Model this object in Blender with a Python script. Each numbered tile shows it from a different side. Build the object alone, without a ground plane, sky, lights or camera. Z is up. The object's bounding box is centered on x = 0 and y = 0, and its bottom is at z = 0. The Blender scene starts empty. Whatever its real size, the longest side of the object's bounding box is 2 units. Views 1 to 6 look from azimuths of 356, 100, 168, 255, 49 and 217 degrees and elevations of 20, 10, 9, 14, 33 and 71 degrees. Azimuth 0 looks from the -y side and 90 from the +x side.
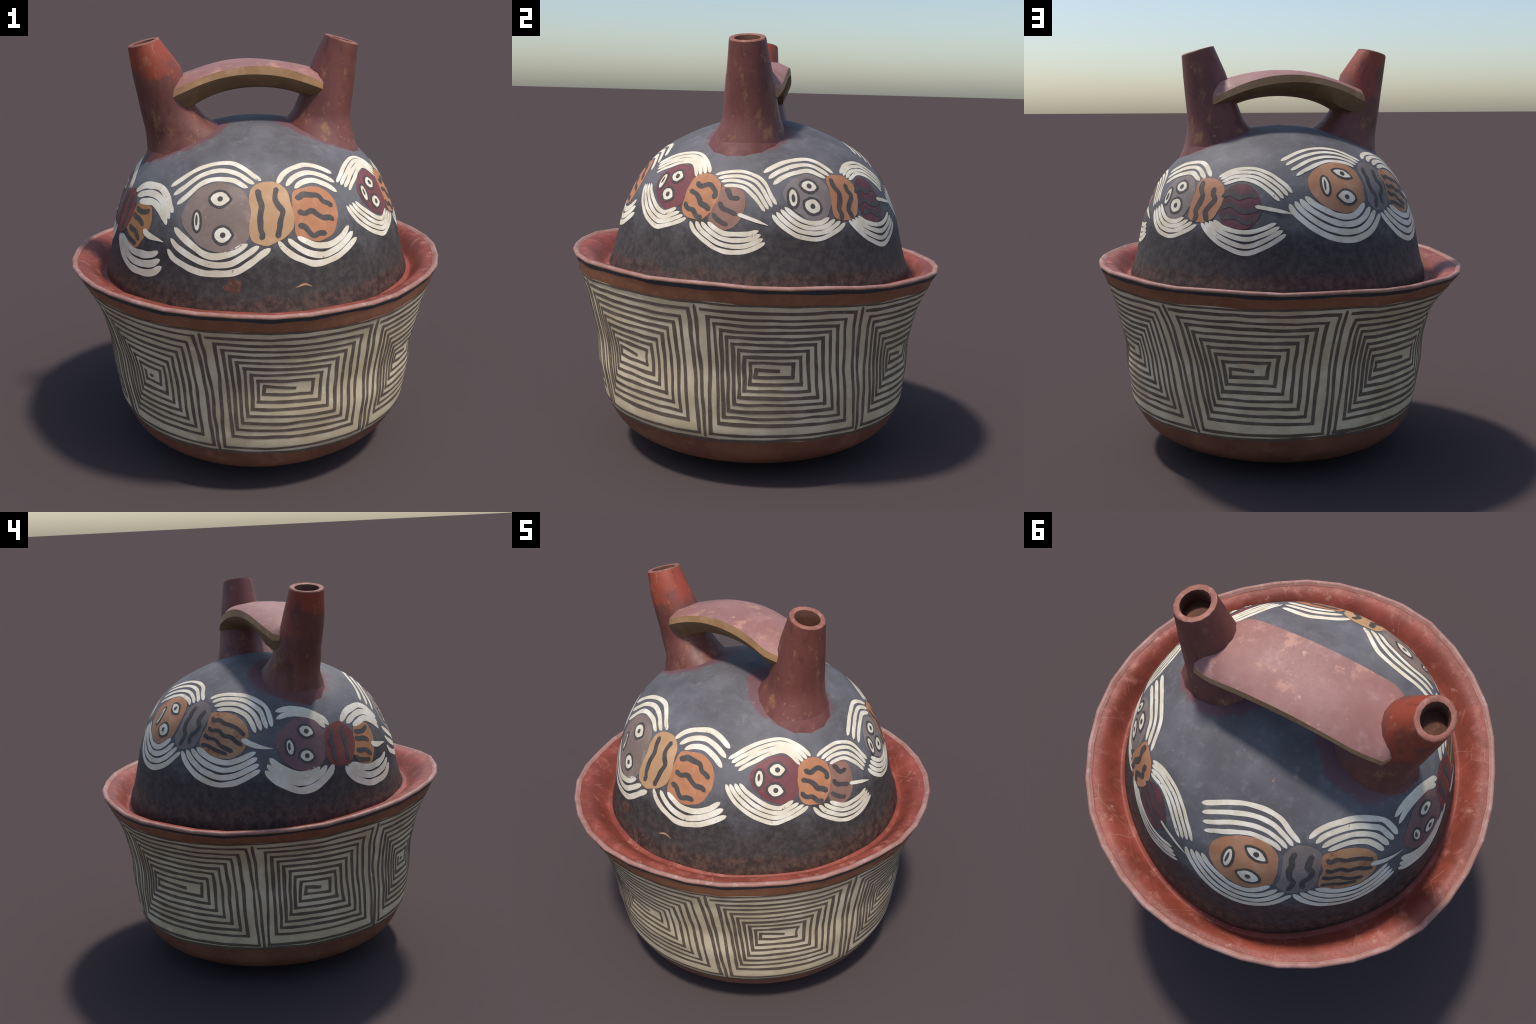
import math, random
import numpy as np

# ---------------------------------------------------------------- surfaces
# Everything on the pot is described by two turned surfaces, given as (angle, height).
def harmonic(c, a):
    v = c[0] + 0 * a
    for i in range(1, (len(c) - 1) // 2 + 1):
        v = v + c[2 * i - 1] * np.cos(i * a) + c[2 * i] * np.sin(i * a)
    return v

def lump(a, at, width):
    """smooth bulge round the angle at (degrees), 1 at its middle"""
    d = (a - math.radians(at) + np.pi) % (2 * np.pi) - np.pi
    return np.exp(-.5 * (d / math.radians(width)) ** 2)

RIM_SIDES = 36                       # the mouth of the bowl is a slightly faceted ring
RIM_RADIUS = (.903, -.010, .011, -.005, .003, -.001, .010, -.001, -.004)
RIM_HEIGHT = (.955, .015, -.027, -.003, .008, .003, -.001)

def faceted(f, a):
    """value of f read at RIM_SIDES corners and joined by straight runs"""
    step = 2 * np.pi / RIM_SIDES
    k = np.floor(a / step)
    t = a / step - k
    return f(k * step) * (1 - t) + f((k + 1) * step) * t

def rim_radius(a):
    flat = 1 - (1 - np.cos(np.pi / RIM_SIDES)) * np.sin(np.pi * ((a / (2 * np.pi) * RIM_SIDES) % 1))
    return faceted(lambda x: harmonic(RIM_RADIUS, x) + .018 * lump(x, 15, 24) + .005 * np.sin(7 * x + 1) * np.sin(3 * x), a) * flat

def rim_height(a):
    return faceted(lambda x: harmonic(RIM_HEIGHT, x) + .005 * lump(x, 170, 60) + .003 * np.sin(11 * x + 2), a)

# outer wall of the bowl: height along the wall (metres on a 0.95 m bowl) -> radius
BOWL_Z = np.array([0, .012, .03, .06, .10, .15, .20, .28, .36, .45, .55, .65, .75, .82, .88, .912, .935])
BOWL_R = np.array([.27, .37, .451, .543, .625, .682, .711, .743, .753, .764, .768, .786, .812, .842, .872, .888, .903])
# how far the hand-built wall strays from round: (cos, cos*height, sin, sin*height) of 1, 2, 3 times the angle
BOWL_DRIFT = (.0214, .0079, .0110, -.0090, -.0104, .0035, .0036, .0124, .0006, -.0052, .0030, -.0006)
LIP = .016                            # height of the bevelled lip above the wall

DOME_Z = np.array([.80, .90, .95, 1.05, 1.15, 1.23, 1.30, 1.36, 1.41, 1.45, 1.49, 1.525, 1.56, 1.59, 1.612, 1.622])
DOME_R = np.array([.750, .740, .723, .699, .677, .649, .620, .586, .546, .507, .450, .385, .305, .218, .115, .0])
DOME_DRIFT = (-.0027, -.0074, .0221, -.0045, .0012, .0074, .0027, .0084, .0058, -.0031, .0043, -.0035)

def along(z, zs, vs):
    return np.interp(z, zs, vs)

def bowl_lumps(a, w):
    """dents and swellings of the hand-built bowl"""
    v = lump(a, 150, 30) * along(w, (0, .08, .3, .5), (0, -.015, -.021, 0))
    v = v + lump(a, 128, 24) * along(w, (.5, .66, .82, .90, .935), (0, .014, .028, .016, 0))
    v = v + lump(a, 328, 28) * along(w, (.1, .25, .7, .85), (0, .009, .010, 0))
    v = v + lump(a, 295, 26) * along(w, (0, .08, .3, .45), (0, -.011, -.007, 0))
    v = v + lump(a, 198, 36) * along(w, (0, .03, .09, .2), (.03, .032, .018, 0))
    v = v + lump(a, 45, 22) * along(w, (.1, .3, .6, .75, .86, .93), (0, -.002, -.008, -.017, -.012, 0))
    return v

def dome_lumps(a, z):
    v = lump(a, 136, 17) * along(z, (.9, 1.1, 1.3, 1.45), (-.034, -.020, -.010, 0))
    v = v + lump(a, 192, 26) * along(z, (.9, 1.1, 1.25, 1.35), (.020, .016, .006, 0))
    v = v + lump(a, 260, 25) * along(z, (1.2, 1.35, 1.45, 1.55), (0, -.010, -.012, 0))
    return v

def drift(c, a, u):
    v = 0 * a
    for h in (1, 2, 3):
        k = 4 * (h - 1)
        v = v + (c[k] + c[k + 1] * u) * np.cos(h * a) + (c[k + 2] + c[k + 3] * u) * np.sin(h * a)
    return v

def smooth_interp(x, xs, ys):
    """monotone cubic (Fritsch-Carlson) interpolation"""
    x = np.asarray(x, float)
    h = np.diff(xs); d = np.diff(ys) / h
    m = np.empty(len(xs)); m[0], m[-1] = d[0], d[-1]
    for i in range(1, len(xs) - 1):
        m[i] = 0 if d[i - 1] * d[i] <= 0 else (h[i - 1] + h[i]) * 3 / ((2 * h[i] + h[i - 1]) / d[i - 1] + (h[i] + 2 * h[i - 1]) / d[i])
    i = np.clip(np.searchsorted(xs, x, side="right") - 1, 0, len(xs) - 2)
    t = np.clip((x - xs[i]) / h[i], 0, 1)
    return (ys[i] * (1 + 2 * t) * (1 - t) ** 2 + h[i] * m[i] * t * (1 - t) ** 2
            + ys[i + 1] * t * t * (3 - 2 * t) + h[i] * m[i + 1] * t * t * (t - 1))

def polar(a, r, z):
    return np.stack([r * np.cos(a), r * np.sin(a), z + 0 * a], -1)

def bowl_point(a, w):
    """outer bowl wall; w runs 0 (foot) .. .935 (under the lip); the upper wall follows the uneven rim"""
    a = np.asarray(a, float); w = np.asarray(w, float) + 0 * a; a = a + 0 * w
    q = np.clip((w - .70) / .235, 0, 1) ** 1.6
    r = smooth_interp(w, BOWL_Z, BOWL_R) + drift(BOWL_DRIFT, a, (w - .4) / .4) * np.clip(w / .03, .3, 1) * (1 - q) + (rim_radius(a % (2 * np.pi)) - .903) * q + bowl_lumps(a, w)
    k = np.clip((w - .45) / (.935 - .45), 0, 1)
    return polar(a, r, w + k * k * (rim_height(a % (2 * np.pi)) - LIP - .935))

def dome_radius(a, z):
    r = smooth_interp(z, DOME_Z, DOME_R)
    return r + (drift(DOME_DRIFT, a, (z - 1.2) / .3) + dome_lumps(a, z)) * np.clip(r / .3, 0, 1)

def dome_point(a, z):
    a = np.asarray(a, float); z = np.asarray(z, float) + 0 * a; a = a + 0 * z
    r = smooth_interp(z, DOME_Z, DOME_R)
    k = np.clip(r / .3, 0, 1)
    off = np.array([-.0027, .0221])
    p = polar(a, dome_radius(a, z), z)
    p[..., 0] += off[0] * (1 - k); p[..., 1] += off[1] * (1 - k)
    return p
import bpy, bmesh
from mathutils import Vector
from mathutils.bvhtree import BVHTree
random.seed(7); RNG = np.random.default_rng(7)

# ---------------------------------------------------------------- helpers
def srgb(h):
    h = h.lstrip("#")
    c = [int(h[i:i + 2], 16) / 255 for i in (0, 2, 4)]
    return tuple(x / 12.92 if x <= .04045 else ((x + .055) / 1.055) ** 2.4 for x in c) + (1,)

def make_object(name, verts, faces, material, parent=None, normals=None, smooth=True):
    me = bpy.data.meshes.new(name)
    me.from_pydata([tuple(map(float, v)) for v in verts], [], [tuple(map(int, f)) for f in faces])
    me.update()
    for p in me.polygons:
        p.use_smooth = smooth
    if normals is not None:
        me.normals_split_custom_set_from_vertices([tuple(map(float, n)) for n in normals])
    ob = bpy.data.objects.new(name, me)
    bpy.context.scene.collection.objects.link(ob)
    if material:
        me.materials.append(material)
    if parent:
        ob.parent = parent
    return ob

def grid_faces(rows, cols, wrap=True, start=0, flip=False):
    out = []
    for i in range(rows - 1):
        for j in range(cols if wrap else cols - 1):
            a, b = start + i * cols + j, start + i * cols + (j + 1) % cols
            f = (a, b, b + cols, a + cols)
            out.append(f[::-1] if flip else f)
    return out

def grid_normals(P, wrap=True):
    """smooth normals of a grid of points (rows, cols, 3)"""
    du = np.roll(P, -1, 1) - np.roll(P, 1, 1) if wrap else np.gradient(P, axis=1)
    dv = np.gradient(P, axis=0)
    n = np.cross(du, dv)
    l = np.linalg.norm(n, axis=-1, keepdims=True)
    n = np.where(l > 1e-12, n / np.maximum(l, 1e-12), np.array([0, 0, 1.0]))
    return n
# ---------------------------------------------------------------- materials
def new_mat(name):
    m = bpy.data.materials.new(name); m.use_nodes = True
    nt = m.node_tree; nt.nodes.clear()
    out = nt.nodes.new("ShaderNodeOutputMaterial")
    p = nt.nodes.new("ShaderNodeBsdfPrincipled")
    nt.links.new(p.outputs[0], out.inputs[0])
    tc = nt.nodes.new("ShaderNodeTexCoord")
    return m, nt, p, tc.outputs["Object"]

def noise(nt, vec, scale, detail=5, rough=.6, stretch=None, distort=0):
    if stretch:
        mp = nt.nodes.new("ShaderNodeMapping"); mp.inputs["Scale"].default_value = stretch
        nt.links.new(vec, mp.inputs[0]); vec = mp.outputs[0]
    n = nt.nodes.new("ShaderNodeTexNoise")
    n.inputs["Scale"].default_value = scale; n.inputs["Detail"].default_value = detail
    n.inputs["Roughness"].default_value = rough; n.inputs["Distortion"].default_value = distort
    nt.links.new(vec, n.inputs["Vector"])
    return n.outputs["Fac"]

def ramp(nt, fac, lo, hi, a=0., b=1.):
    r = nt.nodes.new("ShaderNodeMapRange")
    r.inputs["From Min"].default_value = lo; r.inputs["From Max"].default_value = hi
    r.inputs["To Min"].default_value = a; r.inputs["To Max"].default_value = b
    r.interpolation_type = "SMOOTHSTEP"
    nt.links.new(fac, r.inputs["Value"])
    return r.outputs[0]

def math2(nt, op, a, b):
    n = nt.nodes.new("ShaderNodeMath"); n.operation = op
    for i, x in enumerate((a, b)):
        if isinstance(x, (int, float)): n.inputs[i].default_value = x
        else: nt.links.new(x, n.inputs[i])
    return n.outputs[0]

def mix(nt, fac, a, b):
    n = nt.nodes.new("ShaderNodeMix"); n.data_type = "RGBA"
    if isinstance(fac, (int, float)): n.inputs[0].default_value = fac
    else: nt.links.new(fac, n.inputs[0])
    for i, x in ((6, a), (7, b)):
        if isinstance(x, tuple): n.inputs[i].default_value = x
        else: nt.links.new(x, n.inputs[i])
    return n.outputs[2]

def bump(nt, p, height, strength=.25, dist=.01):
    b = nt.nodes.new("ShaderNodeBump"); b.inputs["Strength"].default_value = strength; b.inputs["Distance"].default_value = dist
    nt.links.new(height, b.inputs["Height"]); nt.links.new(b.outputs[0], p.inputs["Normal"])

def slip(name, base, dark, light, rough=.5, mottle=6., speck=None, speck_at=.68, speck_scale=55, stain=None, stain_at=.66, stretch=None, bumpy=.12):
    """painted clay slip: base colour, broad mottling to dark and light, fine specks and stains"""
    m, nt, p, vec = new_mat(name)
    n1 = noise(nt, vec, mottle, 6, .62, stretch)
    col = mix(nt, ramp(nt, n1, .38, .68), srgb(dark), srgb(base))
    n2 = noise(nt, vec, mottle * 2.7, 5, .6, stretch)
    col = mix(nt, ramp(nt, n2, .52, .78, 0, .8), col, srgb(light))
    if stain:
        n3 = noise(nt, vec, 9, 7, .7)
        col = mix(nt, ramp(nt, n3, stain_at, stain_at + .09, 0, .85), col, srgb(stain))
    if speck:
        n4 = noise(nt, vec, speck_scale, 3, .6)
        col = mix(nt, ramp(nt, n4, speck_at, speck_at + .06, 0, .8), col, srgb(speck))
    nt.links.new(col, p.inputs["Base Color"])
    fine = noise(nt, vec, 90, 4, .6)
    rr = ramp(nt, fine, .2, .8, rough + .06, rough + .22)
    nt.links.new(rr, p.inputs["Roughness"])
    p.inputs["Specular IOR Level"].default_value = .4
    if bumpy: bump(nt, p, fine, bumpy, .006)
    return m

WHITE = slip("white_slip", "#eee4d2", "#dccdb3", "#f3ecdf", .55, 10, speck="#7d6a52", speck_at=.665, stain="#b0925f", stain_at=.66)
LINE = slip("dark_line_slip", "#736356", "#645448", "#857567", .55, 14, speck="#8a7f70", speck_at=.73)
CREAM = slip("cream_slip", "#e2cfb0", "#cdb794", "#e8dac0", .55, 5, speck="#8f7a58", speck_at=.72, stain="#a08560", stain_at=.69)
BAND = slip("brown_band_slip", "#9a664a", "#8c593f", "#a27056", .5, 9, speck="#a9795c", speck_at=.76)
CHARCOAL = slip("charcoal_band_slip", "#3f4045", "#36373b", "#4c4d52", .5, 20)
FOOT = slip("foot_slip", "#8a5a44", "#784b38", "#976a55", .55, 5, speck="#a07a62", speck_at=.74)
TANLIP = slip("tan_lip_edge", "#a07a5c", "#8c6248", "#ab8a72", .5, 9, stain="#8a7a78", stain_at=.6)
INSIDE = slip("red_inner_slip", "#97493a", "#7c3b2d", "#ad6b5d", .42, 6, stain="#b07c6c", stain_at=.60)
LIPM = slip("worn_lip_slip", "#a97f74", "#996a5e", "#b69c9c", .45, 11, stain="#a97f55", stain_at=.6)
def scratch(mat, colour, scale, thin, amount):
    """hair-thin pale scratches: edges of a large cell pattern"""
    nt = mat.node_tree
    p = next(n for n in nt.nodes if n.type == "BSDF_PRINCIPLED")
    src = p.inputs["Base Color"].links[0].from_socket
    tc = next(n for n in nt.nodes if n.type == "TEX_COORD")
    v = nt.nodes.new("ShaderNodeTexVoronoi"); v.feature = "DISTANCE_TO_EDGE"; v.inputs["Scale"].default_value = scale
    nt.links.new(tc.outputs["Object"], v.inputs["Vector"])
    gate = ramp(nt, noise(nt, tc.outputs["Object"], 4, 2), .48, .56)
    m = math2(nt, "MULTIPLY", math2(nt, "MULTIPLY", ramp(nt, v.outputs["Distance"], thin, thin * .4), gate), amount)
    nt.links.new(mix(nt, m, src, srgb(colour)), p.inputs["Base Color"])
scratch(INSIDE, "#b98672", 5.5, .010, .3)
SHADOWLINE = slip("eye_line_slip", "#544d4a", "#47413f", "#625a56", .5, 20)

def dome_material():
    m, nt, p, vec = new_mat("burnished_black_slip")
    n1 = noise(nt, vec, 4, 7, .66)
    col = mix(nt, ramp(nt, n1, .3, .7), srgb("#575355"), srgb("#6d6a6d"))  # black slip greyed and lightened for the sheen on the upper dome
    n2 = noise(nt, vec, 20, 6, .68)
    col = mix(nt, ramp(nt, n2, .5, .8, 0, .6), col, srgb("#86817f"))
    n6 = noise(nt, vec, 11, 6, .7)
    col = mix(nt, ramp(nt, n6, .56, .72, 0, .35), col, srgb("#4e4948"))
    n3 = noise(nt, vec, 60, 3, .6)
    col = mix(nt, ramp(nt, n3, .69, .77, 0, .75), col, srgb("#a3978a"))
    n5 = noise(nt, vec, 24, 4, .6)
    col = mix(nt, ramp(nt, n5, .69, .74, 0, .8), col, srgb("#a5775c"))
    # red slip of the spouts brushed thinly over the black round their feet
    for cx, cy, rx, ry in ((.275, .02, .225, .215), (-.33, -.03, .225, .225)):
        mp = nt.nodes.new("ShaderNodeMapping"); mp.vector_type = "TEXTURE"
        mp.inputs["Location"].default_value = (cx, cy, 0); mp.inputs["Scale"].default_value = (rx, ry, 100)
        nt.links.new(vec, mp.inputs[0])
        ln = nt.nodes.new("ShaderNodeVectorMath"); ln.operation = "LENGTH"; nt.links.new(mp.outputs[0], ln.inputs[0])
        d = math2(nt, "ADD", ln.outputs["Value"], math2(nt, "MULTIPLY", math2(nt, "SUBTRACT", n2, .5), .45))
        col = mix(nt, ramp(nt, d, .97, .84, 0, .7), col, srgb("#744649"))
    # dark zone low on the dome, browner next to the bowl, with ragged, speckled edges
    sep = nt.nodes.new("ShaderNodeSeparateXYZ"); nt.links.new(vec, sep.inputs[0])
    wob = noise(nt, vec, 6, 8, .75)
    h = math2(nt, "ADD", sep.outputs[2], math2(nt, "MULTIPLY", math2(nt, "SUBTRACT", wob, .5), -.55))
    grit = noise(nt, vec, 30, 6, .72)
    low_dark = mix(nt, ramp(nt, grit, .36, .7), srgb("#2c2523"), srgb("#4b423d"))
    col = mix(nt, math2(nt, "MULTIPLY", ramp(nt, h, 1.30, 1.08), .9), col, low_dark)
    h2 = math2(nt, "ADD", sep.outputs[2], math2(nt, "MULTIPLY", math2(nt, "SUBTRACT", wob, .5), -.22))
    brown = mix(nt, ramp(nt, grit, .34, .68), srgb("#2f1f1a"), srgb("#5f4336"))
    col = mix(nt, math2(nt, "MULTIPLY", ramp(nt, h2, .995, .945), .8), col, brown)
    nt.links.new(col, p.inputs["Base Color"])
    nt.links.new(ramp(nt, n2, .2, .8, .58, .72), p.inputs["Roughness"])
    p.inputs["Specular IOR Level"].default_value = .4
    bump(nt, p, n3, .1, .006)
    return m
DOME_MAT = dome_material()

def spout_material(name, base, dark, glow, glow_amount):
    m, nt, p, vec = new_mat(name)
    n1 = noise(nt, vec, 8, 6, .65, (1, 1, .4))
    col = mix(nt, ramp(nt, n1, .34, .68), srgb(dark), srgb(base))
    n0 = noise(nt, vec, 5.5, 3, .5)
    # a fiery flash of better-fired slip near the mouth
    sep = nt.nodes.new("ShaderNodeSeparateXYZ"); nt.links.new(vec, sep.inputs[0])
    hz = math2(nt, "ADD", sep.outputs[2], math2(nt, "MULTIPLY", math2(nt, "SUBTRACT", n0, .5), .6))
    col = mix(nt, math2(nt, "MULTIPLY", ramp(nt, hz, 1.80, 1.92), glow_amount), col, srgb(glow))
    # worn-through spots of tan clay, drawn out along the spout
    n3 = noise(nt, vec, 12, 7, .72, (1, 1, .55))
    col = mix(nt, ramp(nt, n3, .545, .67, 0, .75), col, srgb("#9d6f48"))
    n4 = noise(nt, vec, 46, 3, .6)
    col = mix(nt, ramp(nt, n4, .64, .73, 0, .4), col, srgb("#ad8763"))
    n6 = noise(nt, vec, 15, 5, .65, (1, 1, .5))
    col = mix(nt, ramp(nt, n6, .55, .68, 0, .6), col, srgb("#4f2d29"))
    nt.links.new(col, p.inputs["Base Color"])
    nt.links.new(ramp(nt, n3, .2, .8, .46, .64), p.inputs["Roughness"])
    bump(nt, p, n4, .1, .005)
    return m
SPOUT = spout_material("red_spout_slip", "#7c473f", "#693932", "#844838", .2)
SPOUT_RED = spout_material("bright_red_spout_slip", "#7a463e", "#65382f", "#9a3f25", .8)
SPOUT_LIP = slip("worn_spout_lip", "#a06a5b", "#8c5546", "#b08377", .5, 14)
SKIRT = slip("spout_foot_slip", "#784944", "#6a3d38", "#855853", .45, 9, speck="#a57a50", speck_at=.70)
STRAP = slip("mauve_strap_slip", "#a2766f", "#956860", "#ae8886", .42, 6, speck="#bf9686", speck_at=.66, speck_scale=20, stain="#b98774", stain_at=.55)
STRAP_EDGE = slip("tan_strap_clay", "#bb9068", "#a57c54", "#c59c7b", .55, 8, speck="#7a5a40")
STRAP_UNDER = slip("dark_tan_strap_underside", "#8c7050", "#785d40", "#97795c", .6, 7, speck="#6a4f38")
SPOUT_IN = slip("spout_inner_clay", "#6a4333", "#573527", "#805646", .6, 10)

PAINT = {
    "tan": slip("tan_orange_slip", "#c39a73", "#b68b64", "#cba47f", .5, 9, speck="#6d4a33", speck_at=.72, stain="#8a5a38", stain_at=.72),
    "orange": slip("orange_slip", "#bd815c", "#af7450", "#c58e6c", .5, 9, speck="#8c5a3a", speck_at=.72),
    "taupe": slip("taupe_slip", "#8d7a70", "#806d63", "#98877d", .5, 8, speck="#a9a5a4", speck_at=.71, stain="#7d5b4c", stain_at=.62),
    "grey": slip("grey_slip", "#877a75", "#7b6e68", "#928782", .5, 8, speck="#9a9490", speck_at=.74),
    "maroon": slip("maroon_slip", "#7e484b", "#703f41", "#885655", .45, 9, speck="#8d5a50", speck_at=.74),
    "plum": slip("plum_slip", "#80605d", "#745554", "#8b6d6b", .5, 8, speck="#9a8482", speck_at=.72),
    "red": slip("red_slip", "#83453d", "#763b35", "#8d5449", .5, 9, speck="#9b6a58", speck_at=.74),
    "rose": slip("rose_brown_slip", "#966f61", "#886254", "#a07c6e", .5, 9, speck="#6c5a4c", speck_at=.71),
    "clay": slip("clay_orange_slip", "#bc8866", "#ae7855", "#c2997c", .5, 5, speck="#b0998a", speck_at=.70, stain="#a38a72", stain_at=.64),
    "amber": slip("amber_slip", "#b87f52", "#aa7245", "#c08b5e", .5, 9, speck="#6d4a33", speck_at=.74),
    "wine": slip("wine_slip", "#713d43", "#553a3c", "#7b474c", .5, 12, speck="#4a4442", speck_at=.60),
    "rust": slip("rust_slip", "#ba815e", "#ac7452", "#bd9277", .5, 6, speck="#9a5038", speck_at=.71),
    "worn": slip("worn_orange_slip", "#b78b65", "#ac7956", "#bc9c7c", .5, 8, speck="#b9a48c", speck_at=.67, stain="#98502f", stain_at=.54),
}

# ---------------------------------------------------------------- the vessel
vessel = bpy.data.objects.new("ceramic_vessel", None)
bpy.context.scene.collection.objects.link(vessel)
vessel["label"] = "painted clay bowl holding a domed double-spout bottle with strap handle"
vessel["category"] = "pottery vessel"

def bands(name_rows, P, N, parent):
    """cut one turned surface P (rows, cols, 3) into named pieces whose borders coincide"""
    out = {}
    for name, r0, r1, mat, par in name_rows:
        Q, M = P[r0:r1 + 1], N[r0:r1 + 1]
        out[name] = make_object(name, Q.reshape(-1, 3), grid_faces(len(Q), Q.shape[1]), mat, par(out) if callable(par) else par, M.reshape(-1, 3))
    return out

COLS = 180
A = np.arange(COLS) / COLS * 2 * np.pi

# --- bowl: foot, painted wall, brown band, charcoal band, lip, red inside with a shallow channel
wall_rows = np.concatenate([np.linspace(0, .235, 22), np.linspace(.235, .864, 50)[1:], np.linspace(.864, .918, 6)[1:], np.linspace(.918, .935, 7)[1:]])
i_foot = 21; i_wall = i_foot + 49; i_brown = i_wall + 5; i_char = i_brown + 6
rows = [bowl_point(A, np.full(COLS, w)) for w in wall_rows]
# paint borders waver a little: slide those rows along the wall
for i, amp, f in ((i_foot, .006, 5), (i_wall, .005, 7), (i_brown, .005, 9)):
    rows[i] = bowl_point(A, wall_rows[i] + amp * (np.sin(f * A + i) * .6 + np.sin(2.7 * f // 1 * A + 2 * i) * .4))
ra, rz = rim_radius(A), rim_height(A)
def rim_ring(dr, dz):
    r = ra + dr
    return np.stack([r * np.cos(A), r * np.sin(A), rz + dz], -1)
lip = [rim_ring(.002, -.010), rim_ring(-.002, -.003), rim_ring(-.009, 0), rim_ring(-.018, -.002), rim_ring(-.025, -.010)]
def channel_ring(gap, dz):
    """rings of the shallow channel, gap measured outwards from the dome's foot"""
    z = rz + dz
    return polar(A, dome_radius(A, z) + gap, z)
inside = [rim_ring(-.034, -.009)]
foot_ring = channel_ring(.014, -.086)
brow = rim_ring(-.040, -.010)
for t, drop in ((.12, .02), (.28, .09), (.45, .27), (.62, .52), (.8, .80), (.92, .95)):
    q = brow * (1 - t) + foot_ring * t
    q[:, 2] = brow[:, 2] * (1 - drop) + foot_ring[:, 2] * drop
    inside.append(q)
inside += [foot_ring, channel_ring(.005, -.080), channel_ring(-.012, -.07), channel_ring(-.04, -.076)]
P = np.stack(rows + lip + inside)
N = grid_normals(P)
n0 = len(rows); n1 = n0 + len(lip)
bowl = make_object("bowl_wall", P[i_foot:i_wall + 1].reshape(-1, 3), grid_faces(i_wall - i_foot + 1, COLS), CREAM, vessel, N[i_foot:i_wall + 1].reshape(-1, 3))
# foot closes underneath
foot_v = np.concatenate([P[:i_foot + 1].reshape(-1, 3), [[.01, .015, .004]]])
foot_f = grid_faces(i_foot + 1, COLS) + [((j + 1) % COLS, j, len(foot_v) - 1) for j in range(COLS)]
foot_n = np.concatenate([N[:i_foot + 1].reshape(-1, 3), [[0, 0, -1]]])
make_object("foot", foot_v, foot_f, FOOT, vessel, foot_n)
bands([("brown_rim_band", i_wall, i_brown, BAND, bowl), ("charcoal_rim_band", i_brown, i_char, CHARCOAL, bowl),
       ("lip_edge", i_char, n0, TANLIP, bowl), ("lip", n0, n1 - 1, LIPM, vessel), ("bowl_interior", n1 - 1, len(P) - 1, INSIDE, vessel)], P, N, vessel)

# --- dome
zz = np.concatenate([np.linspace(.86, 1.45, 60), np.linspace(1.45, 1.6215, 30)[1:]])
PD = np.stack([dome_point(A, np.full(COLS, z)) for z in zz])
ND = grid_normals(PD)
apex = dome_point(np.array([0.]), np.array([1.622]))[0]
dv = np.concatenate([PD.reshape(-1, 3), [apex]])
df = grid_faces(len(zz), COLS) + [((len(zz) - 1) * COLS + j, (len(zz) - 1) * COLS + (j + 1) % COLS, len(dv) - 1) for j in range(COLS)]
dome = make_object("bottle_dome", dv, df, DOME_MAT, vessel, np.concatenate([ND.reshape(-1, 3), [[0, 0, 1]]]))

# --- spouts: each a stack of rings (height, x inner, x outer, y min, y max), ten-sided, open at the top
def spout(name, rings, top_tilt, mat, skirt_rows):
    sides = 16
    phi = (np.arange(sides) + .35) / sides * 2 * np.pi
    zs = np.array([r[0] for r in rings])
    cx = np.array([(r[1] + r[2]) / 2 for r in rings]); hx = np.array([abs(r[2] - r[1]) / 2 for r in rings])
    cy = np.array([(r[3] + r[4]) / 2 for r in rings]); hy = np.array([(r[4] - r[3]) / 2 for r in rings])
    pts = []
    for k in range(len(rings)):
        c, s_ = np.cos(phi), np.sin(phi)
        x = cx[k] + hx[k] * c
        y = cy[k] + hy[k] * s_
        lean = np.clip((zs[k] - 1.75) / (zs[-1] - 1.75), 0, 1)
        # low rings sit on the falling dome
        z = zs[k] + top_tilt * (x - cx[k]) * lean
        pts.append(np.stack([x, y, z], -1))
    P = np.stack(pts)
    # lip and bore
    top = P[-1]; c = top.mean(0)
    def scaled(f, dz):
        q = c + (top - c) * f; q[:, 2] += dz; return q
    tip = [scaled(.98, .005), scaled(.86, .007), scaled(.72, .003)]
    bore = [scaled(.68, -.006), scaled(.66, -.035), scaled(.68, -.075)]
    allP = np.concatenate([P, np.stack(tip)])
    k = skirt_rows
    ob = make_object(name, P[k:].reshape(-1, 3), grid_faces(len(P) - k, sides), mat, vessel)
    rim = np.concatenate([P[-1:], np.stack(tip)])
    make_object("spout_lip", rim.reshape(-1, 3), grid_faces(len(rim), sides), SPOUT_LIP, ob)
    make_object("spout_foot", allP[:k + 1].reshape(-1, 3), grid_faces(k + 1, sides), SKIRT, ob)
    Bp = np.stack([tip[-1]] + bore)
    bv = np.concatenate([Bp.reshape(-1, 3), [Bp[-1].mean(0)]])
    bf = grid_faces(len(Bp), sides) + [((len(Bp) - 1) * sides + j, (len(Bp) - 1) * sides + (j + 1) % sides, len(bv) - 1) for j in range(sides)]
    make_object("spout_bore", bv, bf, SPOUT_IN, ob)
    for o in [ob] + list(ob.children):
        shade_by_angle(o, 58)
    return ob

def shade_by_angle(ob, deg):
    me = ob.data
    bm = bmesh.new(); bm.from_mesh(me)
    for e in bm.edges:
        e.smooth = e.calc_face_angle(0) < math.radians(deg)
    for f in bm.faces: f.smooth = True
    bm.to_mesh(me); bm.free()

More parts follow.
